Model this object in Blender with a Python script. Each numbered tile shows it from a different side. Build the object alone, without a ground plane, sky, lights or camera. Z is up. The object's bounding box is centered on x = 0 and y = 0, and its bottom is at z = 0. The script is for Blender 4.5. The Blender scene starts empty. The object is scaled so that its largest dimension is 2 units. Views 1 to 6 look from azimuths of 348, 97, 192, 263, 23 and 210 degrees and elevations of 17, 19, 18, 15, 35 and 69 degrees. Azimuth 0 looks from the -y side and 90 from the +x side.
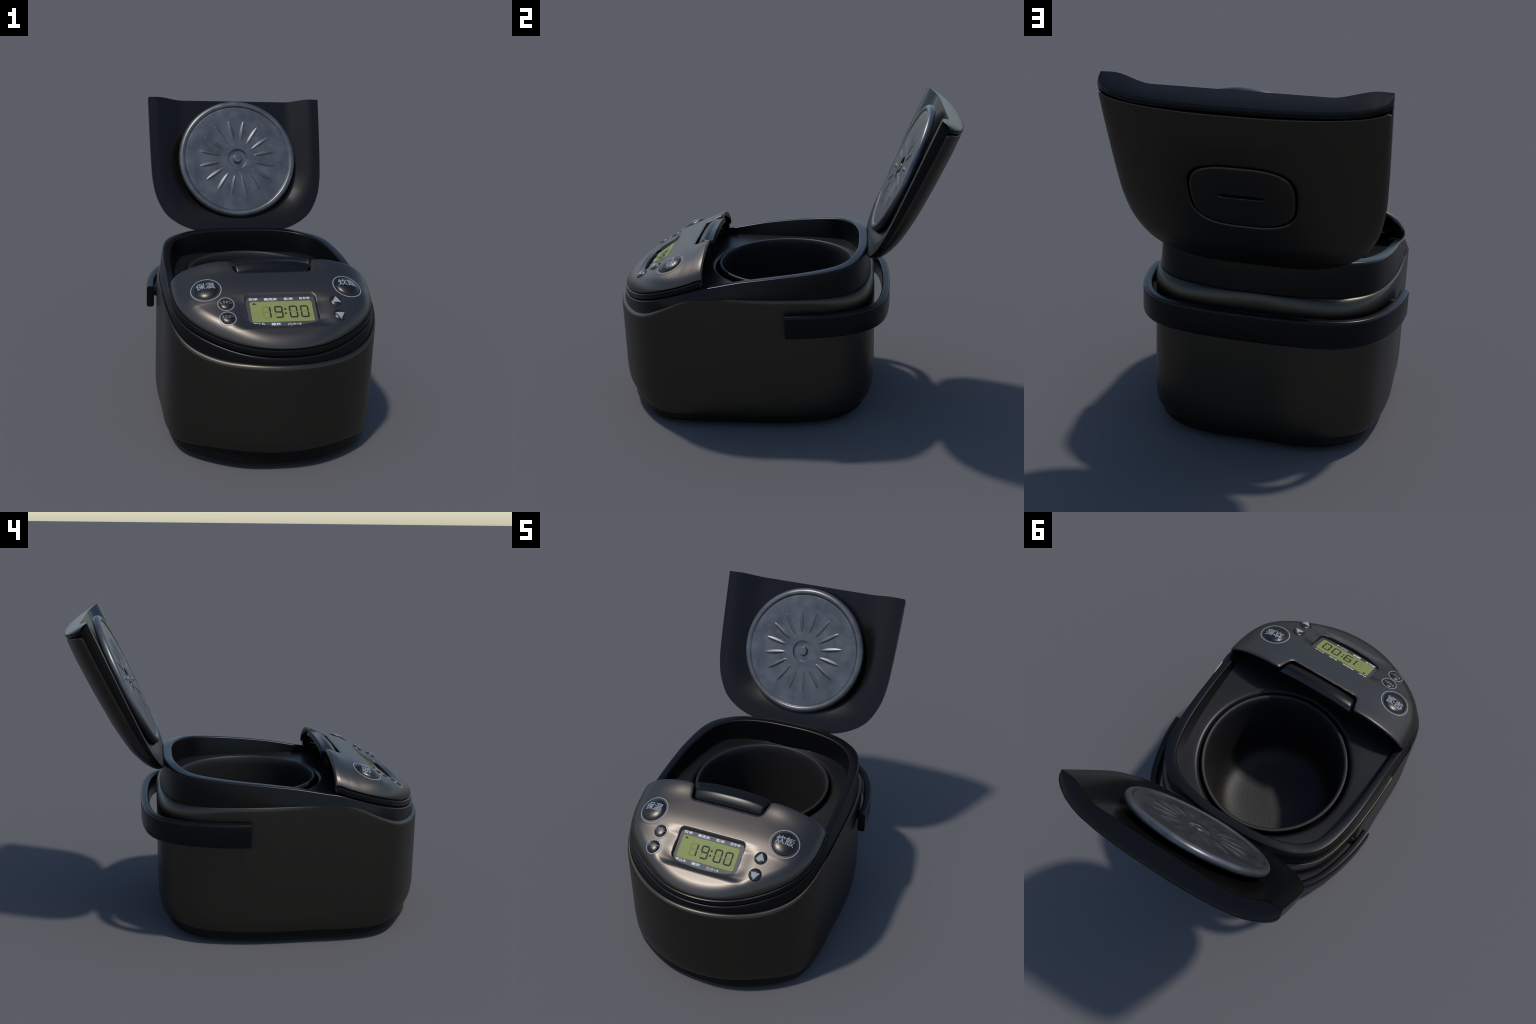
# Open-lidded electric rice cooker, built part by part.
import bpy, bmesh, math
import numpy as np
from mathutils import Vector

SM = lambda a, b, t: (lambda x: x * x * (3 - 2 * x))(np.clip((np.asarray(t, float) - a) / (b - a), 0, 1))
lerp = lambda a, b, t: a + (b - a) * t


# ------------------------------------------------------------------ helpers
def catmull(C, m=12, mirror_start=False, mirror_end=False):
    C = np.array(C, float)
    M = np.ones(C.shape[1]); M[0] = -1
    a = C[1] * M if mirror_start else 2 * C[0] - C[1]
    b = C[-2] * M if mirror_end else 2 * C[-1] - C[-2]
    E = np.vstack([a, C, b]); out = []
    t = np.linspace(0, 1, m, endpoint=False)[:, None]
    for i in range(1, len(E) - 2):
        p0, p1, p2, p3 = E[i - 1:i + 3]
        out.append(.5 * (2 * p1 + (p2 - p0) * t + (2 * p0 - 5 * p1 + 4 * p2 - p3) * t * t + (3 * p1 - p0 - 3 * p2 + p3) * t ** 3))
    out.append(C[-1:])
    return np.vstack(out)


def resample(P, n):
    d = np.r_[0, np.cumsum(np.linalg.norm(np.diff(P, axis=0), axis=1))]
    t = np.linspace(0, d[-1], n)
    return np.stack([np.interp(t, d, P[:, i]) for i in range(P.shape[1])], 1)


def smooth(A, n=3, sym=True):
    for _ in range(n):
        B = np.vstack([A[:1], A, A[-1:]])
        A = np.vstack([A[:1], (.25 * B[:-2] + .5 * B[1:-1] + .25 * B[2:])[1:-1], A[-1:]])
    return A


def dist_poly(Q, L):
    """distance of points Q (n,2) to polyline L (m,2)"""
    out = np.full(len(Q), 9.)
    for a, b in zip(L[:-1], L[1:]):
        ab = b - a
        t = np.clip(((Q - a) @ ab) / max(ab @ ab, 1e-12), 0, 1)
        out = np.minimum(out, np.linalg.norm(Q - a - t[:, None] * ab, axis=1))
    return out


def sd_rbox(x, y, hw, hh, r):
    qx, qy = np.abs(x) - hw + r, np.abs(y) - hh + r
    return np.hypot(np.maximum(qx, 0), np.maximum(qy, 0)) + np.minimum(np.maximum(qx, qy), 0) - r


ROOT = None


def add(name, verts, faces, mat, parent=None, angle=40, bevel=None):
    me = bpy.data.meshes.new(name)
    me.from_pydata([tuple(map(float, v)) for v in verts], [], [tuple(map(int, f)) for f in faces])
    bm = bmesh.new(); bm.from_mesh(me)
    bmesh.ops.remove_doubles(bm, verts=bm.verts, dist=1e-6)
    bmesh.ops.recalc_face_normals(bm, faces=bm.faces)
    bm.to_mesh(me); bm.free()
    me.materials.append(mat)
    return link(name, me, parent, angle, bevel)


def link(name, me, parent=None, angle=40, bevel=None):
    ob = bpy.data.objects.new(name, me)
    bpy.context.collection.objects.link(ob)
    ob.parent = parent or ROOT
    if bevel:
        b = ob.modifiers.new("edge", 'BEVEL'); b.width = bevel; b.segments = 3
        b.limit_method = 'ANGLE'; b.angle_limit = math.radians(35)
    me.polygons.foreach_set("use_smooth", [True] * len(me.polygons))
    if angle < 180:
        me.set_sharp_from_angle(angle=math.radians(angle))
    return ob


def loft(rings, close_u=True, cap0=False, cap1=False):
    """rings: list of (n,3) arrays"""
    n = len(rings[0]); V = np.vstack(rings); F = []
    for r in range(len(rings) - 1):
        for i in range(n if close_u else n - 1):
            j = (i + 1) % n
            F.append((r * n + i, r * n + j, (r + 1) * n + j, (r + 1) * n + i))
    if cap0: F.append(tuple(range(n)))
    if cap1: F.append(tuple(range((len(rings) - 1) * n, len(rings) * n)))
    return V, F


def grid_faces(n, m, off=0):
    return [(off + i * m + j, off + i * m + j + 1, off + (i + 1) * m + j + 1, off + (i + 1) * m + j) for i in range(n - 1) for j in range(m - 1)]


def full(H):
    """mirror a half loop (x>=0, both ends on x=0) to a closed loop"""
    M = np.ones(H.shape[1]); M[0] = -1
    return np.vstack([H, (H * M)[-2:0:-1]])


def mirror_open(H):
    """half curve from the outer end to x=0 -> whole open curve"""
    M = np.ones(H.shape[1]); M[0] = -1
    return np.vstack([H, (H * M)[-2::-1]])


# ---------------------------------------------------------------- materials
def material(name, col, rough=.5, metal=0., spec=.5, grain=0., gscale=300., mott=0., mscale=6., coat=0., col2=None, rvar=0.):
    m = bpy.data.materials.new(name); m.use_nodes = True
    nt = m.node_tree; b = nt.nodes["Principled BSDF"]
    b.inputs["Base Color"].default_value = (*col, 1)
    b.inputs["Roughness"].default_value = rough
    b.inputs["Metallic"].default_value = metal
    b.inputs["Specular IOR Level"].default_value = spec
    b.inputs["Coat Weight"].default_value = coat
    tc = nt.nodes.new("ShaderNodeTexCoord")
    if mott or col2:
        nz = nt.nodes.new("ShaderNodeTexNoise"); nz.inputs["Scale"].default_value = mscale
        nz.inputs["Detail"].default_value = 3; nz.inputs["Roughness"].default_value = .55
        nt.links.new(tc.outputs["Object"], nz.inputs["Vector"])
        cr = nt.nodes.new("ShaderNodeValToRGB")
        cr.color_ramp.elements[0].position = .3; cr.color_ramp.elements[1].position = .7
        c2 = col2 or tuple(c * (1 + mott) for c in col)
        cr.color_ramp.elements[0].color = (*[c * (1 - mott) for c in col], 1); cr.color_ramp.elements[1].color = (*c2, 1)
        nt.links.new(nz.outputs["Fac"], cr.inputs["Fac"]); nt.links.new(cr.outputs["Color"], b.inputs["Base Color"])
        if rvar:
            mr = nt.nodes.new("ShaderNodeMapRange")
            mr.inputs["To Min"].default_value = rough - rvar; mr.inputs["To Max"].default_value = rough + rvar
            nt.links.new(nz.outputs["Fac"], mr.inputs["Value"]); nt.links.new(mr.outputs["Result"], b.inputs["Roughness"])
    if grain:
        g = nt.nodes.new("ShaderNodeTexNoise"); g.inputs["Scale"].default_value = gscale; g.inputs["Detail"].default_value = 2
        nt.links.new(tc.outputs["Object"], g.inputs["Vector"])
        bp = nt.nodes.new("ShaderNodeBump"); bp.inputs["Strength"].default_value = grain; bp.inputs["Distance"].default_value = .002
        nt.links.new(g.outputs["Fac"], bp.inputs["Height"]); nt.links.new(bp.outputs["Normal"], b.inputs["Normal"])
    return m


M_SHELL = material("matt_charcoal_shell", (.074, .0675, .0555), rough=.385, metal=1., spec=.5, grain=.05, gscale=260)
M_BLACK = material("black_plastic", (.0034, .0034, .0037), rough=.30, spec=.22)
M_WELL = material("black_inner_liner", (.0075, .0073, .0070), rough=.36, spec=.28)
M_LID = material("black_lid_frame", (.0046, .0044, .0042), rough=.28, spec=.22)
M_PANEL = material("gunmetal_panel", (.098, .087, .078), rough=.395, metal=1., spec=.5, grain=.04, gscale=420)
M_BUTTON = material("gunmetal_button", (.060, .055, .050), rough=.35, metal=1., spec=.5)
M_BOWL = material("nonstick_bowl", (.0145, .014, .0132), rough=.5, spec=.35, grain=.45, gscale=130)
M_DISC = material("brushed_aluminium_lid", (.105, .107, .112), rough=.36, metal=.7, spec=.5, mott=.24, mscale=12, rvar=.06)
M_INK = material("pale_grey_print", (.255, .265, .29), rough=.55, spec=.2)
M_WHITE = material("white_print", (.72, .74, .78), rough=.6, spec=.2)
M_FRAME = material("display_frame", (.05, .051, .056), rough=.5, spec=.3)
M_LCD = material("lcd_green", (.200, .228, .070), rough=.55, spec=.2, mott=.03, mscale=20)
M_SEG = material("lcd_segment", (.017, .017, .02), rough=.6, spec=.2)
M_GHOST = material("lcd_ghost_segment", (.166, .190, .059), rough=.6, spec=.2)

# --------------------------------------------------------------------- root
ROOT = bpy.data.objects.new("rice_cooker", None)
bpy.context.collection.objects.link(ROOT)
ROOT["label"] = "dark grey electric rice cooker with its lid open"
ROOT["category"] = "rice cooker"

# ------------------------------------------------- body plan (half, x >= 0)
N = 121
SEAM = [(0, -.983, .632), (.18, -.955, .631), (.354, -.868, .632), (.492, -.762, .663), (.566, -.644, .721),
        (.597, -.497, .782), (.598, -.301, .793), (.593, -.082, .793), (.571, .14, .790), (.511, .336, .786),
        (.388, .449, .785), (.193, .504, .785), (0, .513, .785)]
S = resample(catmull(SEAM, 14, True, True), N)
for _ in range(6):
    E_ = np.vstack([S[1] * [-1, 1, 1], S, S[-2] * [-1, 1, 1]])
    S = .25 * E_[:-2] + .5 * E_[1:-1] + .25 * E_[2:]
P0 = S[:, :2]; SZ = S[:, 2]
T_ = np.gradient(np.vstack([P0[3:0:-1] * [-1, 1], P0, P0[-2:-5:-1] * [-1, 1]]), axis=0)[3:-3]
T_ /= np.linalg.norm(T_, axis=1)[:, None]
NRM = np.stack([T_[:, 1], -T_[:, 0]], 1)          # outward
for _ in range(4):
    E_ = np.vstack([NRM[1] * [-1, 1], NRM, NRM[-2] * [-1, 1]]); NRM = .25 * E_[:-2] + .5 * E_[1:-1] + .25 * E_[2:]
    NRM /= np.linalg.norm(NRM, axis=1)[:, None]
FRONT = SM(-.30, -.80, P0[:, 1])                  # 1 at the front
REAR = SM(.15, .45, P0[:, 1])                     # 1 at the back


def plan(inset, z):
    inset = np.broadcast_to(inset, (N,)); z = np.broadcast_to(z, (N,))
    return np.c_[P0 - NRM * inset[:, None], z]


# ---------------------------------------------------------------- the shell
# the walls stand outside the seam line: most at the squarer rear corners
s_mid = np.linspace(0, 1, 13)
arc = np.linspace(0, 1, N)
OUT = catmull(np.c_[s_mid, [.017, .017, .020, .013, .003, -.002, .001, .008, .009, .020, .037, .024, .014]], 12)
OUT = np.interp(arc, OUT[:, 0], OUT[:, 1])
for _ in range(4):
    E_ = np.r_[OUT[1], OUT, OUT[-2]]; OUT = .25 * E_[:-2] + .5 * E_[1:-1] + .25 * E_[2:]
FC, RC = np.exp(-((arc - .20) / .06) ** 2), np.exp(-((arc - .82) / .08) ** 2)   # front and rear corners
CORNER = np.exp(-((arc - .25) / .09) ** 2) + RC
MIDF, MIDR = np.exp(-(arc / .10) ** 2), np.exp(-((1 - arc) / .10) ** 2)          # middle of front and back
BZ = .082 + .047 * SM(-.62, -.96, P0[:, 1]) + .008 * REAR - .010 * (CORNER - RC)   # lower edge rises at the front
TUCK = .010 + .006 * MIDF + .012 * MIDR + .006 * FC + .020 * RC              # rounding at the bottom
liph = .022 + .045 * REAR                         # soft shoulder under the seam
rings = [plan(-OUT + TUCK + .05, BZ + .004), plan(-OUT + TUCK + .004, BZ - .002)]
th = .10 + .03 * REAR + .08 * CORNER
for t in np.linspace(0, 1, 10):
    a = t * math.pi / 2
    rings.append(plan(-OUT + TUCK * (1 - math.sin(a)), BZ + .001 + th * (1 - math.cos(a))))
ztop = SZ - liph
for t in (.3, .6, .85):
    rings.append(plan(-OUT, lerp(BZ + th, ztop, t)))
for t in np.linspace(0, 1, 10):
    a = t * math.pi / 2
    rings.append(plan(-OUT + (OUT + .002) * (1 - math.cos(a)), ztop + (liph + .003) * math.sin(a)))
rings.append(plan(.010, SZ + .001))
rings.append(plan(.022, SZ - .03))
V, F = loft([full(r) for r in rings])
shell = add("outer_shell", V, F, M_SHELL, angle=60)

# base ring
BI = TUCK - OUT - .012 * (CORNER - RC) + .006 * RC + .018 * MIDF + .014 * MIDR
rings = [plan(BI + .19, 0), plan(BI + .17, .002), plan(BI + .026, .030), plan(BI + .021, .036), plan(BI + .018, .043), plan(BI + .018, .050), plan(BI + .021, BZ + .010)]
V, F = loft([full(r) for r in rings], cap0=True)
base = add("base", V, F, M_BLACK, angle=38)
# --------------------------------------------------------------- the collar
PANZ = np.interp(np.arange(N) / (N - 1), np.linspace(0, 66 / 159, 14),
                 [.719, .719, .721, .725, .732, .744, .759, .777, .796, .815, .834, .853, .875, .902])
rimY = [-1, -.43, -.4, -.2, 0, .15, .27, .35, .43, .5]
rimZ = np.interp(P0[:, 1], rimY, [.66, .845, .849, .886, .910, .924, .936, .942, .948, .960])
k_pan = int(np.argmin(np.abs(P0[:N // 2, 1] + .41)))
idx = np.arange(N)
g2 = PANZ - np.interp(P0[:, 1], [-1, -.55, -.41], [.047, .047, .050])
rimZ = np.where(idx <= k_pan, g2, rimZ)
for _ in range(5):
    E_ = np.r_[rimZ[:1], rimZ, rimZ[-1:]]; rimZ = .25 * E_[:-2] + .5 * E_[1:-1] + .25 * E_[2:]
CIN = np.interp(P0[:, 1], [-1, -.85, -.5, -.2, .1, .25, .36, .45, .52], [.008, .008, .024, .029, .020, .012, .008, .014, .022])
for _ in range(6):
    E_ = np.r_[CIN[1], CIN, CIN[-2]]; CIN = .25 * E_[:-2] + .5 * E_[1:-1] + .25 * E_[2:]
LEDGE = .812
WALL = .073 - CIN + .001 * REAR
SLANT = .014 * (1 - REAR)
LEAN = np.minimum(CIN, .012)                       # the collar leans in from the seam to the rim
rings = [plan(.006, SZ - .05), plan(.005, SZ - .012), plan(lerp(.005, CIN, .45), lerp(SZ, rimZ, .4)), plan(CIN, rimZ - .010)]
for a in (.25, .5, .75, 1.):
    rings.append(plan(CIN + .010 * (1 - math.cos(a * math.pi / 2)), rimZ - .010 + .010 * math.sin(a * math.pi / 2)))
for a in (0, .25, .5, .75, 1.):
    rings.append(plan(CIN + WALL - .010 + .010 * math.sin(a * math.pi / 2), rimZ - .010 + .010 * math.cos(a * math.pi / 2)))
rings.append(plan(CIN + WALL + SLANT, np.minimum(LEDGE, rimZ - .012)))
rings.append(plan(CIN + WALL + SLANT + .003, np.minimum(LEDGE - .02, rimZ - .03)))
V, F = loft([full(r) for r in rings])
collar = add("collar", V, F, M_BLACK, angle=50)

# liner: ledge with a rounded hole for the bowl
BC = np.array([0, .007])
inner = plan(CIN + WALL + SLANT - .002, LEDGE)[:, :2]
inner = inner[inner[:, 1] > -.445]
fy = -.58
fr = [(0, -.492), (.2, -.490), (.36, -.484), (.46, -.474), (.503, -.462)]
half = np.vstack([resample(np.array(fr, float), 40), inner[2:]])
half = resample(half, 160)
loop = full(half)
ang = np.arctan2(loop[:, 1] - BC[1], loop[:, 0] - BC[0])


def circ(r, z):
    return np.c_[BC[0] + r * np.cos(ang), BC[1] + r * np.sin(ang), 0 * ang + z]


lp = lambda z: np.c_[loop, 0 * ang + z]
HOLE = np.c_[BC[0] + .432 * np.cos(ang), BC[1] + .432 * np.sin(ang)]
c46 = circ(.447, LEDGE)
wall = np.where(loop[:, 1] < -.455, .34, LEDGE - .03)   # wall dropping into the cavity below the panel
rings = [lp(wall), lp(LEDGE - .004), lp(LEDGE)]
for t in (.35, .7, 1.):
    q = lerp(loop, c46[:, :2], t)
    rings.append(np.c_[q, 0 * ang + LEDGE - .004 * t])
for t in np.linspace(.15, 1, 7):
    a = t * math.pi / 2
    rings.append(circ(.447 - .029 * math.sin(a), LEDGE - .004 - .026 * (1 - math.cos(a))))
rings.append(circ(.4175, .60)); rings.append(circ(.4165, .30))
V, F = loft(rings)
liner = add("inner_liner", V, F, M_WELL, angle=60)

# --------------------------------------------------------------------- bowl
prof = [(0, .150), (.15, .150), (.25, .157), (.315, .180), (.350, .222), (.368, .29), (.374, .42), (.378, .62), (.379, .74),
        (.380, .785), (.384, .810), (.390, .8225), (.399, .8255), (.4055, .823), (.4075, .816), (.406, .806), (.401, .797), (.397, .78), (.396, .60), (.392, .38), (.37, .23), (.3, .157), (.15, .138), (0, .138)]
pr = np.vstack([catmull(prof, 5)])
na = 128; a = np.linspace(0, 2 * np.pi, na, endpoint=False)
rings = [np.c_[BC[0] + max(r, 1e-4) * np.cos(a), BC[1] + max(r, 1e-4) * np.sin(a), 0 * a + z] for r, z in pr]
V, F = loft(rings, cap0=True, cap1=True)
add("inner_bowl", V, F, M_BOWL, angle=70)

# ----------------------------------------------------- control panel surface
PI = np.interp(P0[:, 1], [-1, -.85, -.6, -.4], [.018, .018, .030, .038])                                         # inset of the panel edge
kb = k_pan
bnd = plan(PI, PANZ)[:kb + 1]                      # front centre -> rear corner
bnd[-1, 1] = -.407
YR = -.407                                         # rear edge
bfull = np.vstack([bnd[::-1] * [-1, 1, 1], bnd[1:]])  # whole front edge polyline
GY = [-1.0, -.942, -.88, -.81, -.72, -.69, -.616, -.50, -.393, -.3]
GZ = [.716, .764, .801, .840, .889, .907, .945, .991, 1.032, 1.055]


def panel_z(x, y, notch=True, recess=True):
    x = np.atleast_1d(np.asarray(x, float)); y = np.atleast_1d(np.asarray(y, float))
    gy = catmull(np.c_[GY, GZ], 12)
    g = np.interp(y, gy[:, 0], gy[:, 1])
    d = dist_poly(np.c_[x, y], bfull[:, :2])
    # nearest boundary height through the angle of the point
    an = np.arctan2(np.abs(x), -(y + .405)); ab = np.arctan2(bnd[:, 0], -(bnd[:, 1] + .405))
    zb = np.interp(an, ab, bnd[:, 2]); yb = np.interp(an, ab, bnd[:, 1])
    gb = np.interp(yb, gy[:, 0], gy[:, 1])
    A = gb - zb
    w = lerp(.12, .9, SM(-.54, -.92, yb))
    r = lerp(.035, .052, SM(-.5, -.8, yb))
    q = 1 - np.sqrt(np.clip(1 - np.clip(1 - d / r, 0, 1) ** 2, 0, 1))
    z = g - A * (w * q + (1 - w) * np.exp(-d / .098))
    ax = np.abs(x)
    # the skin is dished around the display and swells beside the latch
    z = z - .011 * (1 - SM(.19, .29, ax)) * SM(-.665, -.72, y) * (1 - SM(-.84, -.88, y))
    z = z + .008 * np.exp(-((ax - .31) / .09) ** 2) * np.exp(-((y + .44) / .05) ** 2)
    # shallow scoop below the display
    z = z - .009 * np.exp(-((y - (-.836 + .022 * np.clip(np.abs(x) / .19, 0, 1) ** 2)) / .023) ** 2) * (1 - SM(.15, .26, np.abs(x)))
    if recess:
        s = display_sd(x, y)
        lcd = plane_z(y)
        z = lerp(z, np.minimum(z, lcd - .016), 1 - SM(-.004, .0065, s))
    if notch:
        hw = np.interp(y, [-.505, -.40], [.211, .241])
        s = sd_rbox(x / hw * .23, y - (-.503 + .15), .23, .15, .020)
        z = z - .004 * (1 - SM(0, .018, s))
        z = z - .08 * (1 - SM(-.005, .002, s))
    # rounded rear lip
    e = np.clip((y - (YR - .014)) / .014, 0, 1)
    z = z - .014 * (1 - np.sqrt(np.clip(1 - e * e, 0, 1)))
    return z


LCDS = (.882 - .8065) / (.8025 - .695)             # slope of the display plane


def plane_z(y):
    return .882 + LCDS * (np.asarray(y) + .695)


def display_sd(x, y):
    xs = np.abs(x)
    top, bot = -.672, -.838 + .024 * np.clip(xs / .19, 0, 1) ** 2
    cy = (top + bot) / 2; hh = (top - bot) / 2
    return sd_rbox(xs, y - cy, .191, hh, .020)


# mesh: lines run from each front edge point to a matching rear edge point
nb = 561; nv = 240
bl = resample(bfull, nb)
tt = np.linspace(0, 1, nv) ** 1.35
rx = np.interp(np.linspace(-1, 1, nb), [-1, 1], [bl[0, 0], bl[-1, 0]])
lin = bl[:, 0]
rx = lerp(rx, lin, .72)
V = []
for i in range(nb):
    x = lerp(bl[i, 0], rx[i], tt); y = lerp(bl[i, 1], YR, tt)
    z = panel_z(x, y); z[0] = bl[i, 2]
    V.append(np.c_[x, y, z])
V = np.array(V)                                    # (nb, nv, 3)
top = V.reshape(-1, 3)
hwn = np.interp(V[..., 1], [-.505, -.40], [.211, .241])
cut = sd_rbox(V[..., 0] / hwn * .23, V[..., 1] - (-.503 + .15), .23, .15, .020) < -.008   # open notch for the release button
F = [f for f in grid_faces(nb, nv) if not all(cut.reshape(-1)[k] for k in f)]
# turned-in underside of the front edge and a rear wall with thickness
und = []
for k, (dz, ins) in enumerate(((-.004, .003), (-.005, .012), (.0, .03))):
    c = bl.copy(); n2 = np.gradient(c[:, :2], axis=0); n2 /= np.linalg.norm(n2, axis=1)[:, None]
    nn = np.stack([n2[:, 1], -n2[:, 0]], 1)
    if nn[nb // 2, 1] > 0: nn = -nn
    c[:, :2] -= nn * ins; c[:, 2] += dz; und.append(c)
off = len(top)
Vs = [top] + und
ids = [[i * nv for i in range(nb)]]
for k in range(3):
    ids.append([off + k * nb + i for i in range(nb)])
for a_, b_ in zip(ids[:-1], ids[1:]):
    F += [(a_[i], a_[i + 1], b_[i + 1], b_[i]) for i in range(nb - 1)]
off += 3 * nb
rearl = V[:, -1, :]
lo = rearl - [0, 0, .012]; lo2 = rearl - [0, .012, .022]; lo3 = rearl - [0, .05, .03]
Vs += [lo, lo2, lo3]
ids = [[i * nv + nv - 1 for i in range(nb)]] + [[off + k * nb + i for i in range(nb)] for k in range(3)]
for a_, b_ in zip(ids[:-1], ids[1:]):
    F += [(a_[i], a_[i + 1], b_[i + 1], b_[i]) for i in range(nb - 1) if not (cut[i, -1] or cut[i + 1, -1])]
panel = add("control_panel", np.vstack(Vs), F, M_PANEL, angle=55)

# black bezel below the panel, with a groove above and below it
rings = []
pz = PANZ[:kb + 1]
h0, h1 = g2[:kb + 1] + .0045, pz - .006
BE = (PI - .007)[:kb + 1]
sl = lambda ins, z: np.c_[P0[:kb + 1] - NRM[:kb + 1] * np.broadcast_to(ins, (kb + 1,))[:, None], z]
rings = [sl(.075, h0 - .003), sl(BE + .012, h0 - .003), sl(BE + .009, h0), sl(BE + .002, h0 + .004), sl(BE, (h0 + h1) / 2), sl(BE + .002, h1 - .006), sl(BE + .009, h1 - .001), sl(.055, h1 + .002), sl(.075, h1 + .004)]
R2 = []
for r in rings:
    R2.append(np.vstack([r[::-1] * [-1, 1, 1], r[1:]]))
V, F = loft(R2, close_u=False)
m = len(R2[0])
F += [tuple(k * m for k in range(len(R2))), tuple(k * m + m - 1 for k in range(len(R2)))]
add("bezel", V, F, M_BLACK, angle=45)

# ------------------------------------------------------------- lid release
nx, ny = 61, 28
V = []
uy = np.linspace(0, 1, ny)
yb = lerp(-.498, -.392, uy)
for j in range(ny):
    y = yb[j]
    hw = np.interp(y, [-.51, -.395], [.2065, .2330])
    x = hw * np.sin(np.linspace(-1, 1, nx) * math.pi / 2)
    g = panel_z(x, np.full_like(x, min(y, -.425)), notch=False, recess=False)
    gy = np.interp(y, [-.498, -.45, -.392], [.984, 1.021, 1.039]) - .020 * np.abs(x / .22) ** 2.6
    s = sd_rbox(x / hw * .22, (y + .498 - .10), .22, .10, .02)
    q = np.clip(1 + s / .016, 0, 1)
    crown = .008 * math.sin(math.pi * min(1, (y + .498) / .075) ) if y < -.423 else 0
    V.append(np.c_[x, np.full_like(x, y), gy + crown - .030 * (1 - np.sqrt(np.clip(1 - q ** 2, 0, 1)))])
V = np.array(V)
back = [V[-1] - [0, .000, .006], V[-1] - [0, -.006, .03], V[-1] - [0, .012, .034], V[-1] - [0, .05, .03]]
allr = [V[0] - [0, -.002, .05]] + list(V) + back
Vv = np.vstack(allr); F = grid_faces(len(allr), nx)
sides = []
lo_l = [Vv[k * nx] - [0, 0, .035] for k in range(len(allr))]; lo_r = [Vv[k * nx + nx - 1] - [0, 0, .035] for k in range(len(allr))]
o = len(Vv)
F += [(k * nx, (k + 1) * nx, o + k + 1, o + k) for k in range(len(allr) - 1)]
o2 = o + len(allr)
F += [(k * nx + nx - 1, (k + 1) * nx + nx - 1, o2 + k + 1, o2 + k) for k in range(len(allr) - 1)]
add("lid_release_button", np.vstack([Vv, lo_l, lo_r]), F, M_BLACK, angle=50)


# ---------------------------------------------------- surface-mapped pieces
def panel_normal(x, y):
    e = .012
    zx = (panel_z([x + e], [y], False, False) - panel_z([x - e], [y], False, False))[0] / (2 * e)
    zy = (panel_z([x], [y + e], False, False) - panel_z([x], [y - e], False, False))[0] / (2 * e)
    n = Vector((-zx, -zy, 1)); n.normalize(); return n


def button_frame(x, y):
    z = panel_z([x], [y], False, False)[0]
    n = panel_normal(x, y); xa = Vector((1, 0, 0)); xa = (xa - n * xa.dot(n)).normalized(); ya = n.cross(xa)
    return np.array((x, y, z)), np.array(xa), np.array(ya), np.array(n)


def surf(fr, u, v, lift=0.):
    """point in a button's tangent frame dropped onto the panel skin"""
    c, xa, ya, n = fr
    p = c + np.outer(u, xa) + np.outer(v, ya)
    for _ in range(3):
        dz = panel_z(p[:, 0], p[:, 1], False, False) - p[:, 2]
        p = p + np.outer(dz * n[2], n)
    return p + np.outer(np.broadcast_to(lift, len(p)), n)


def dome_lift(u, v, R, h):
    r = np.hypot(u, v) / R
    return -.004 + (h + .004) * np.sqrt(np.clip(1 - np.clip(r, 0, 1) ** 2.6, 0, 1))


def dome(name, fr, R, h, parent):
    na, nr = 56, 14
    a = np.linspace(0, 2 * np.pi, na, endpoint=False); rings = []
    for t in np.sin(np.linspace(.02, 1, nr) * math.pi / 2):
        u, v = R * t * np.cos(a), R * t * np.sin(a)
        rings.append(surf(fr, u, v, dome_lift(u, v, R, h)))
    V, F = loft(rings, cap0=True)
    return add(name, V, F, M_BUTTON, parent, angle=80)


def ring_mark(name, fr, R, w, parent):
    a = np.linspace(0, 2 * np.pi, 72, endpoint=False)
    rg = [surf(fr, r * np.cos(a), r * np.sin(a), l) for r, l in ((R - w / 2, -.001), (R - w / 2, .0016), (R + w / 2, .0016), (R + w / 2, -.001))]
    V, F = loft(rg)
    return add(name, V, F, M_INK, parent, angle=30)


def text_mesh(body, cx, cy, width, height):
    """glyph outlines from the built-in font, fitted to a box: flat triangulated bmesh data"""
    cu = bpy.data.curves.new("glyph", 'FONT'); cu.body = body; cu.resolution_u = 3; cu.offset = .012
    ob = bpy.data.objects.new("glyph", cu); bpy.context.collection.objects.link(ob)
    dg = bpy.context.evaluated_depsgraph_get()
    me = bpy.data.meshes.new_from_object(ob.evaluated_get(dg))
    bpy.data.objects.remove(ob); bpy.data.curves.remove(cu)
    bm = bmesh.new(); bm.from_mesh(me); bpy.data.meshes.remove(me)
    bmesh.ops.triangulate(bm, faces=bm.faces)
    P = np.array([v.co[:2] for v in bm.verts]); bm.verts.index_update()
    F = [[v.index for v in f.verts] for f in bm.faces]; bm.free()
    mn, mx = P.min(0), P.max(0)
    P = (P - (mn + mx) / 2) / (mx - mn) * [width, height] + [cx, cy]
    return P, F


def slab(name, low, high, F, mat, parent):
    """thicken a flat face set between two point sets"""
    n = len(low)
    edges = {}
    for f in F:
        for a, b in zip(f, list(f[1:]) + [f[0]]):
            edges[(a, b)] = 1
    G = [tuple(i + n for i in f) for f in F]
    for (a, b) in edges:
        if (b, a) not in edges: G.append((a, b, b + n, a + n))
    return add(name, np.vstack([low, high]), G, mat, parent, angle=30)


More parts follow.
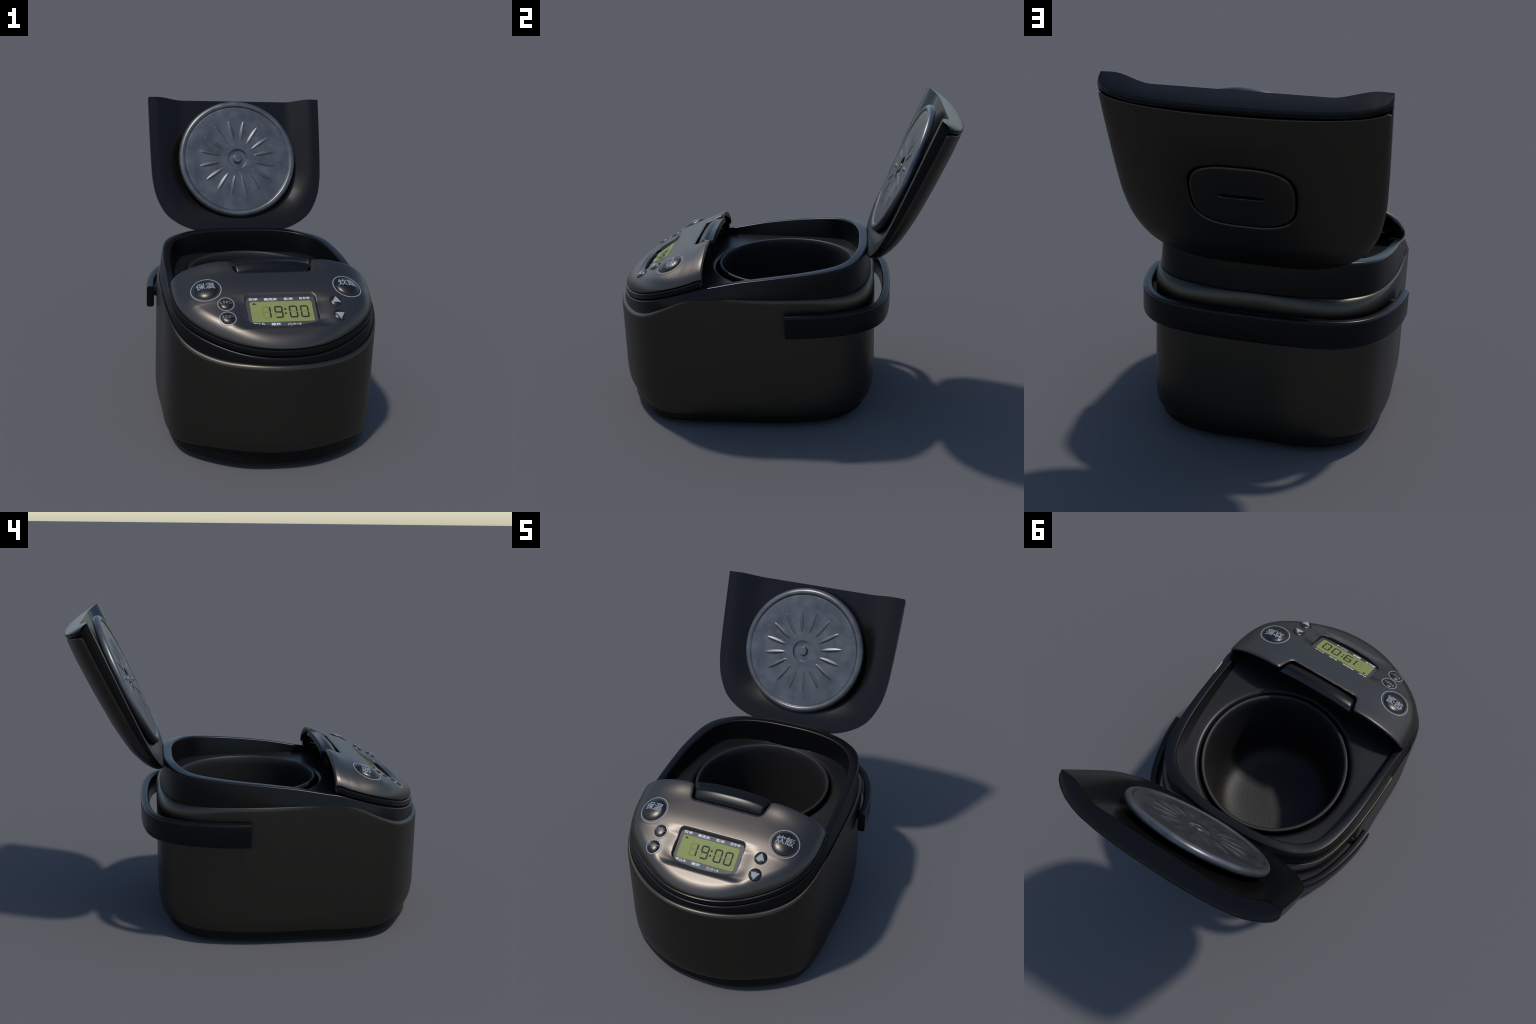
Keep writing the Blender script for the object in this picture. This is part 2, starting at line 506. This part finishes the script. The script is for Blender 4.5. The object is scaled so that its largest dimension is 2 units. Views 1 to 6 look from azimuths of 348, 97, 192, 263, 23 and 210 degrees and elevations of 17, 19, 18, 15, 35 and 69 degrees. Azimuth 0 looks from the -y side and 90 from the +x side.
def print_on_button(name, body, fr, R, h, cx, cy, w, hh, parent):
    P, F = text_mesh(body, cx, cy, w, hh)
    l = dome_lift(P[:, 0], P[:, 1], R, h)
    return slab(name, surf(fr, P[:, 0], P[:, 1], l - .0006), surf(fr, P[:, 0], P[:, 1], l + .0012), F, M_INK, parent)


BIG, SMALL, ARROW = .071, .0375, .037
for x, y, word in ((-.396, -.616, "保温"), (.396, -.616, "炊飯")):
    fr = button_frame(x, y)
    b = dome("push_button", fr, BIG, .0165, panel)
    ring_mark("button_ring", fr, .0825, .0045, b)
    print_on_button("button_lettering", word, fr, BIG, .0165, 0, .015, .104, .052, b)
for x, y, word in ((-.303, -.722, "とりけし"), (-.305, -.806, "メニュー")):
    fr = button_frame(x, y)
    b = dome("push_button", fr, SMALL, .010, panel)
    ring_mark("button_ring", fr, .0435, .004, b)
    print_on_button("button_lettering", word, fr, SMALL, .010, 0, .008, .062, .021, b)
for x, y, sgn in ((.303, -.722, 1), (.305, -.806, -1)):
    fr = button_frame(x, y)
    b = dome("push_button", fr, ARROW, .011, panel)
    m_ = 12
    tri = np.array([(-.026, -.012 * sgn - .002), (.026, -.012 * sgn - .002), (0, .030 * sgn - .002)])
    P = []; F = []
    for i in range(m_ + 1):
        for j in range(m_ + 1 - i):
            P.append(tri[0] + (tri[1] - tri[0]) * i / m_ + (tri[2] - tri[0]) * j / m_)
    id_ = {}; k = 0
    for i in range(m_ + 1):
        for j in range(m_ + 1 - i):
            id_[i, j] = k; k += 1
    for i in range(m_):
        for j in range(m_ - i):
            F.append((id_[i, j], id_[i + 1, j], id_[i, j + 1]))
            if i + j < m_ - 1: F.append((id_[i + 1, j], id_[i + 1, j + 1], id_[i, j + 1]))
    P = np.array(P); l = dome_lift(P[:, 0], P[:, 1], ARROW, .011)
    slab("arrow_mark", surf(fr, P[:, 0], P[:, 1], l - .0006), surf(fr, P[:, 0], P[:, 1], l + .0012), F, M_INK, b)

# ------------------------------------------------------------- the display
DN = np.array((0, -LCDS, 1.)); DN /= np.linalg.norm(DN)
DY = np.array((0, 1., LCDS)); DY /= np.linalg.norm(DY)
DC = np.array((0, -.7487, float(plane_z(-.7487))))


def on_display(P, lift):
    P = np.asarray(P, float)
    return DC + np.outer(P[:, 0], (1, 0, 0)) + np.outer(P[:, 1], DY) + np.outer(np.broadcast_to(lift, len(P)), DN)


def rrect(hw, hh, r, n=8, bow=0.):
    out = []
    for cx, cy, a0 in ((hw - r, hh - r, 0), (-hw + r, hh - r, 90), (-hw + r, -hh + r, 180), (hw - r, -hh + r, 270)):
        for t in np.linspace(0, 90, n):
            a = math.radians(a0 + t); out.append((cx + r * math.cos(a), cy + r * math.sin(a)))
    out = np.array(out)
    return out


def plate(name, outline, l0, l1, mat, parent):
    V, F = loft([on_display(outline, l0), on_display(outline, l1)], cap0=True, cap1=True)
    return add(name, V, F, mat, parent, angle=30)


fr_out = rrect(.196, .100, .02)
xb = np.linspace(.17, -.17, 24); mid = np.c_[-xb, -.100 + 0 * xb]
fr_out = np.vstack([fr_out[:24], mid, fr_out[24:]])
fr_out[:, 1] += np.where(fr_out[:, 1] < -.05, .016 * np.clip(np.abs(fr_out[:, 0]) / .19, 0, 1) ** 2 - .004, .004)
disp = plate("display", fr_out, -.02, -.0022, M_FRAME, panel)
LW, LH, LCY = .1712, .0655, .0005
lc = rrect(LW, LH, .012) + [0, LCY]
plate("display_screen", lc, -.004, -.0008, M_LCD, disp)


def seg_polys(x0, y0, w, h, t, sh):
    """seven segments a..g of a digit cell (lower-left corner x0,y0)"""
    g = .0012; hh = h / 2
    H = lambda yy: [(t * .55, yy), (t, yy + t / 2), (w - t, yy + t / 2), (w - t * .55, yy), (w - t, yy - t / 2), (t, yy - t / 2)]
    Vv = lambda xx, ya, yb: [(xx - t / 2, ya + t * .35), (xx, ya), (xx + t / 2, ya + t * .35), (xx + t / 2, yb - t * .35), (xx, yb), (xx - t / 2, yb - t * .35)]
    s = {'a': H(h - t / 2), 'g': H(hh), 'd': H(t / 2), 'f': Vv(t / 2, hh + g, h - t / 2), 'b': Vv(w - t / 2, hh + g, h - t / 2),
         'e': Vv(t / 2, t / 2, hh - g), 'c': Vv(w - t / 2, t / 2, hh - g)}
    return {k: np.array([(x0 + x + sh * y, y0 + y) for x, y in v]) for k, v in s.items()}


def poly_parts(name, polys, l0, l1, mat, parent):
    V = []; F = []; o = 0
    for p in polys:
        n = len(p)
        V += [on_display(p, l0), on_display(p, l1)]
        F += [tuple(range(o + n, o + 2 * n))] + [(o + i, o + (i + 1) % n, o + n + (i + 1) % n, o + n + i) for i in range(n)]
        o += 2 * n
    return add(name, np.vstack(V), F, mat, parent, angle=20)


DW, DH, DT = .0465, .0765, .0082
cells = [(-.1085, '1'), (-.0420, '9'), (.0385, '0'), (.1005, '0')]
lit = {'1': 'bc', '9': 'abcdfg', '0': 'abcdef'}
on, ghost = [], []
for x0, ch in cells:
    sp = seg_polys(x0, -.0415, DW, DH, DT, .0)
    for k, p in sp.items():
        (on if k in lit[ch] else ghost).append(p)
poly_parts("ghost_segments", ghost, -.001, -.0002, M_GHOST, disp)
dots = [np.array([(x, y), (x + .010, y), (x + .010, y + .011), (x, y + .011)]) for x, y in ((.0130, .0090), (.0125, -.0185))]
poly_parts("clock_digits", on + dots, -.001, .0004, M_SEG, disp)
poly_parts("mode_pointer", [np.array([(-.1575, .0475), (-.1365, .0475), (-.147, .0600)])], -.001, .0004, M_SEG, disp)
for word, x, y, w in (("白米", -.147, .0835, .048), ("無洗米", -.053, .0810, .073), ("玄米", .046, .0810, .053), ("おかゆ", .136, .0825, .058),
                      ("煮込み", -.138, -.0765, .066), ("雑炊", -.045, -.0785, .052), ("パンケーキ", .055, -.0825, .074)):
    P, F = text_mesh(word, x, y, w, .0170)
    slab("display_lettering", on_display(P, -.003), on_display(P, -.0010), F, M_WHITE, disp)

# ---------------------------------------------------------------------- lid
LO, LU, LV = np.array((0, .49, .935)), np.array((0, .404, .915)), np.array((0, .915, -.404))
LU = LU / np.linalg.norm(LU); LV = LV - LU * (LV @ LU); LV /= np.linalg.norm(LV)


def lid_pt(x, u, v):
    x, u, v = np.broadcast_arrays(np.asarray(x, float), u, v)
    return LO + x[..., None] * np.array((1., 0, 0)) + u[..., None] * LU + v[..., None] * LV


lid = bpy.data.objects.new("lid", None); bpy.context.collection.objects.link(lid); lid.parent = ROOT
OUTL = [(.5765, .897), (.5755, .80), (.574, .70), (.572, .58), (.569, .47), (.561, .34), (.533, .218), (.462, .101), (.328, .022), (.170, -.004), (0, -.010)]
ol = resample(catmull(OUTL, 12, False, True), 141)
olf = mirror_open(ol)                              # +x tip -> hinge -> -x tip
SIDE_U = lambda u: np.interp(u, [-.01, .06, .15, .34, .54, .72, .9], [.016, .018, .023, .034, .043, .050, .052])


def lid_inner_v(x, u):
    d = dist_poly(np.c_[x, u], olf)
    d = d * (.72 + .28 * SM(.08, .42, u))
    return (.046 + .010 * SM(.2, .6, u)) * SM(.045, .235, d) ** .9 + .002 - .010 * (1 - SM(-.01, .20, u))


nO = len(olf); nT = 44
tt = np.linspace(0, 1, nT) ** 1.6
# matching points along the tip end of the dish
s_ = np.linspace(1, -1, nO)
tipx = .5765 * lerp(s_, olf[:, 0] / .5765, .75)


def tip_u(x):
    return .8935 + .0075 * SM(.36, .50, np.abs(x)) - .0015 * SM(.50, .58, np.abs(x))


rows = []
for i in range(nO):
    x = lerp(olf[i, 0], tipx[i], tt); u = lerp(olf[i, 1], float(tip_u(tipx[i])), tt)
    rows.append(np.c_[x, u, lid_inner_v(x, u)])
G = np.array(rows)
V = [lid_pt(G[..., 0], G[..., 1], G[..., 2]).reshape(-1, 3)]
F = grid_faces(nO, nT)
# outer side wall of the black frame
n2 = np.gradient(olf, axis=0); n2 /= np.linalg.norm(n2, axis=1)[:, None]; n2 = np.stack([n2[:, 1], -n2[:, 0]], 1)
if (n2[0] @ [1, 0]) < 0: n2 = -n2
sv = SIDE_U(olf[:, 1])
off = nO * nT
prev = [i * nT for i in range(nO)]
for o_, f in ((.0003, .04), (.001, .10), (.0015, .5), (.001, .96), (-.001, 1.02), (-.03, 1.04)):
    q = olf + n2 * o_
    dv = -.010 * (1 - SM(-.01, .20, olf[:, 1])); vv = dv + (sv - dv) * f
    V.append(lid_pt(q[:, 0], q[:, 1] - .55 * vv * SM(.80, .897, q[:, 1]), vv)); cur = [off + i for i in range(nO)]
    F += [(prev[i], prev[i + 1], cur[i + 1], cur[i]) for i in range(nO - 1)]
    prev = cur; off += nO
add("lid_frame", np.vstack(V), F, M_LID, lid, angle=50)

# dome of the cover
HU = [-.012, 0, .02, .05, .10, .15, .20, .33, .42, .52, .62, .75, .865, .9]
HH = [.0, .016, .038, .058, .081, .096, .107, .118, .121, .125, .129, .129, .124, .122]
hc = catmull(np.c_[HU, HH], 8)
ou = ol[::-1]


def half_width(u):
    return np.interp(u, np.maximum.accumulate(ou[:, 1]), ou[:, 0])


def cover_v(x, u):
    xo = half_width(u) + .001
    h = np.interp(u, hc[:, 0], hc[:, 1])
    p = 2.9 - .6 * SM(.40, .70, u)
    f = np.sqrt(np.clip(1 - np.clip(np.abs(x) / xo, 0, 1) ** p, 0, 1))
    return SIDE_U(u) + h * f


VC = (-.004, .466)


def vent_sd(x, u):
    hw = .226 - .035 * np.clip((u - VC[1]) / .16, -1, 1) * -.15
    a = np.abs((x - VC[0]) / hw); b = np.abs((u - VC[1]) / .158)
    r = (a ** 3.0 + b ** 3.0) ** (1 / 3.0)
    return (r - 1) * .17


TOPU = .852
keep = olf[:, 1] < TOPU
co = olf[keep]
first = np.array([[np.interp(TOPU, ou[:, 1], ou[:, 0]), TOPU]])
rc_ = .022                                         # rounded upper corners
co = np.vstack([first - [0, rc_], co[co[:, 1] < TOPU - rc_], first * [-1, 1] - [0, rc_]])
xt = first[0, 0]
arcp = [(xt - rc_ + rc_ * math.cos(t), TOPU - rc_ + rc_ * math.sin(t)) for t in np.linspace(0, math.pi / 2, 10)[1:]]
topl = np.array(arcp + [(x, TOPU) for x in np.linspace(xt - rc_, -xt + rc_, 60)[1:-1]] + [(-x, y) for x, y in arcp[::-1]])
bloop = np.vstack([resample(co, 420), resample(topl[::-1], 300)])
ab_ = np.arctan2(bloop[:, 1] - VC[1], bloop[:, 0] - VC[0]); rb_ = np.hypot(bloop[:, 0] - VC[0], bloop[:, 1] - VC[1])


def vent_radius(a, off):
    lo_ = np.zeros_like(a); hi_ = np.full_like(a, .45)
    for _ in range(26):
        m_ = (lo_ + hi_) / 2
        ins = vent_sd(VC[0] + m_ * np.cos(a), VC[1] + m_ * np.sin(a)) < off
        lo_ = np.where(ins, m_, lo_); hi_ = np.where(ins, hi_, m_)
    return lo_


ri_ = vent_radius(ab_, .0)
rings = []
td = 1 - np.linspace(0, 1, 110)[::-1] ** 1.7       # clustered at the outer edge
polar = lambda r: (VC[0] + r * np.cos(ab_), VC[1] + r * np.sin(ab_))
for dr, dz in ((-.001, -.022), (-.0005, -.006), (.0012, -.0040), (.004, -.0012), (.007, -.0002)):
    x, u = polar(ri_ + dr); rings.append(lid_pt(x, u, cover_v(x, u) + dz))
for t in td[1:]:
    x, u = polar(lerp(ri_ + .009, rb_, t))
    q = np.clip(1 - (TOPU - u) / .005, 0, 1)
    rings.append(lid_pt(x, u, cover_v(x, u) - .004 * (1 - np.sqrt(1 - q ** 2 * .999))))
x, u = polar(rb_ - .002); rings.append(lid_pt(x, u, np.where(u > TOPU - .03, cover_v(x, u) - .022, SIDE_U(u) - .012)))
V, F = loft(rings)
cover = add("lid_cover", V, F, M_SHELL, lid, angle=60)

# vent pad
na, nr = 360, 120
a = np.linspace(0, 2 * np.pi, na, endpoint=False)
rim = vent_radius(a, -.0065)
rings = []
for t in 1 - np.linspace(0, .995, nr)[::-1] ** 1.25:
    x = VC[0] + rim * t * np.cos(a); u = VC[1] + rim * t * np.sin(a)
    v = cover_v(x, u) + .001
    d = (1 - t) * rim
    v = v - .009 * (1 - np.sqrt(1 - np.clip(1 - d / .011, 0, 1) ** 2 * .999))
    s_l = sd_rbox(x + .001, u - .470, .090, .0075, .0065)
    v = v - .018 * (1 - SM(-.004, .003, s_l))
    rings.append(lid_pt(x, u, v))
rings.append(lid_pt(x, u, v - .02))
V, F = loft(rings, cap0=True)
add("steam_vent", V, F, M_SHELL, cover, angle=70)

# end cap across the tip
nx = 161
xe = .5785 * np.sin(np.linspace(-1, 1, nx) * math.pi / 2)
xi = np.clip(xe, -.5765, .5765)
vi = lid_inner_v(xi, tip_u(xi))
vo = np.interp(np.abs(xe), [0, .1, .2, .314, .41, .46, .51, .55, .570, .5785], [.1695, .169, .1655, .157, .143, .129, .108, .081, .060, .046])
ui = tip_u(xi)
rows = [lid_pt(xi, ui - .02, vi + .0012), lid_pt(xi, ui - .003, vi + .0006), lid_pt(xi, ui + .0004, vi + .0025)]
for t in (.12, .3, .5, .7, .88):
    rows.append(lid_pt(lerp(xi, xe, t), lerp(ui, .881, t) + .003 * math.sin(math.pi * t), lerp(vi + .0025, vo - .002, t)))
rows += [lid_pt(xe, .880 + 0 * xe, vo - .0015), lid_pt(xe, .876 + 0 * xe, vo + .0008), lid_pt(xe, .866 + 0 * xe, vo + .0012), lid_pt(xe, .860 + 0 * xe, vo), lid_pt(xe * .997, .8565 + 0 * xe, vo - .003), lid_pt(xe * .99, .855 + 0 * xe, vo - .010), lid_pt(xe * .985, .85 + 0 * xe, vo - .018)]
V = np.vstack(rows); F = grid_faces(len(rows), nx)
add("lid_end_cap", V, F, M_LID, lid, angle=50)

# inner disc with ribs
DU = .484
prof = [(.0001, -.0135), (.020, -.0135), (.0250, -.0125), (.0275, -.008), (.0290, .003), (.035, .005), (.060, .005), (.066, .003), (.0685, -.004), (.071, -.0095), (.076, -.0105),
        (.20, -.0105), (.335, -.0105), (.343, -.0095), (.3465, -.0085), (.350, -.0100), (.356, -.0150), (.366, -.0175), (.376, -.0155), (.385, -.009), (.3895, .002), (.388, .014), (.380, .023), (.365, .027), (.30, .028), (.12, .028), (.11, .045)]
pp = catmull(prof, 4)
rr = []
for (r0, v0), (r1, v1) in zip(pp[:-1], pp[1:]):
    k = max(1, int(abs(r1 - r0) / .004)) if max(r0, r1) < .30 and v0 < .01 else 1
    for j in range(k): rr.append((lerp(r0, r1, j / k), lerp(v0, v1, j / k) - .006))
rr.append((pp[-1][0], pp[-1][1]))
na = 768; a = np.linspace(0, 2 * np.pi, na, endpoint=False); rings = []
ph = (a - math.pi / 16) / (math.pi / 8); ph = (ph - np.round(ph)) * (math.pi / 8)
for r, v in rr:
    vv = np.full(na, v)
    if .10 < r < .28 and v < 0:
        off_ = np.abs(r * np.sin(ph))
        e_ = max(0., 1 - ((r - .187) / .070) ** 2)
        hw = .0145 * e_ ** .6 + 1e-4
        vv = vv - .0058 * e_ ** .5 * np.cos(np.clip(off_ / hw, 0, 1) * math.pi / 2) ** 1.6
    rings.append(lid_pt(r * np.cos(a), DU + r * np.sin(a), vv + .005 * r * np.sin(a) / .389))
V, F = loft(rings, cap0=True, cap1=True)
add("inner_lid_disc", V, F, M_DISC, lid, angle=75)
n = 40; a = np.linspace(0, 2 * np.pi, n, endpoint=False)
V, F = loft([lid_pt(.10 * np.cos(a), DU + .10 * np.sin(a), .03 + 0 * a), lid_pt(.11 * np.cos(a), DU + .11 * np.sin(a), .06 + 0 * a)])
add("disc_mount", V, F, M_LID, lid)

# hinge bar behind the collar
n = 24; a = np.linspace(0, 2 * np.pi, n, endpoint=False)
rings = [np.c_[0 * a + x, .503 + .009 * np.cos(a), .930 + .009 * np.sin(a)] for x in (-.22, .22)]
V, F = loft(rings, cap0=True, cap1=True)
add("hinge", V, F, M_BLACK, lid)

# ------------------------------------------------------------------- handle
HND = [(.650, .049), (.641, .16), (.621, .26), (.593, .355), (.550, .447), (.484, .528), (.394, .580), (.278, .607), (.14, .619), (0, .622)]
h = resample(catmull(HND, 10, False, True), 81)
for _ in range(6): h = np.vstack([h[:1], .25 * h[:-2] + .5 * h[1:-1] + .25 * h[2:], h[-1:]])
hf = mirror_open(h)
tn = np.gradient(hf, axis=0); tn /= np.linalg.norm(tn, axis=1)[:, None]; hn = np.stack([-tn[:, 1], tn[:, 0]], 1)
if hn[0, 0] < 0: hn = -hn
TH, Z0, Z1, rr_ = .044, .590, .722, .014
sec = []
for cx, cz, a0 in ((-rr_, Z1 - rr_, 0), (-TH + rr_, Z1 - rr_, 90), (-TH + rr_, Z0 + rr_, 180), (-rr_, Z0 + rr_, 270)):
    for t in np.linspace(0, 90, 6):
        aa = math.radians(a0 + t); sec.append((cx + rr_ * math.cos(aa), cz + rr_ * math.sin(aa)))
sec = np.array(sec)
rings = []
n = len(hf)
for i, (p, nn) in enumerate(zip(hf, hn)):
    rings.append(np.c_[p[0] + nn[0] * sec[:, 0], p[1] + nn[1] * sec[:, 0], sec[:, 1]])
V, F = loft(rings, cap0=True, cap1=True)
handle = add("carry_handle", V, F, M_BLACK, angle=40)
for sx in (-1, 1):
    n = 24; a = np.linspace(0, 2 * np.pi, n, endpoint=False)
    rings = [np.c_[0 * a + sx * x, .115 + r * np.cos(a), .665 + r * np.sin(a)] for x, r in ((.55, .030), (.590, .030), (.592, .024), (.615, .024))]
    V, F = loft(rings, cap0=True, cap1=True)
    add("handle_pivot", V, F, M_BLACK, handle)
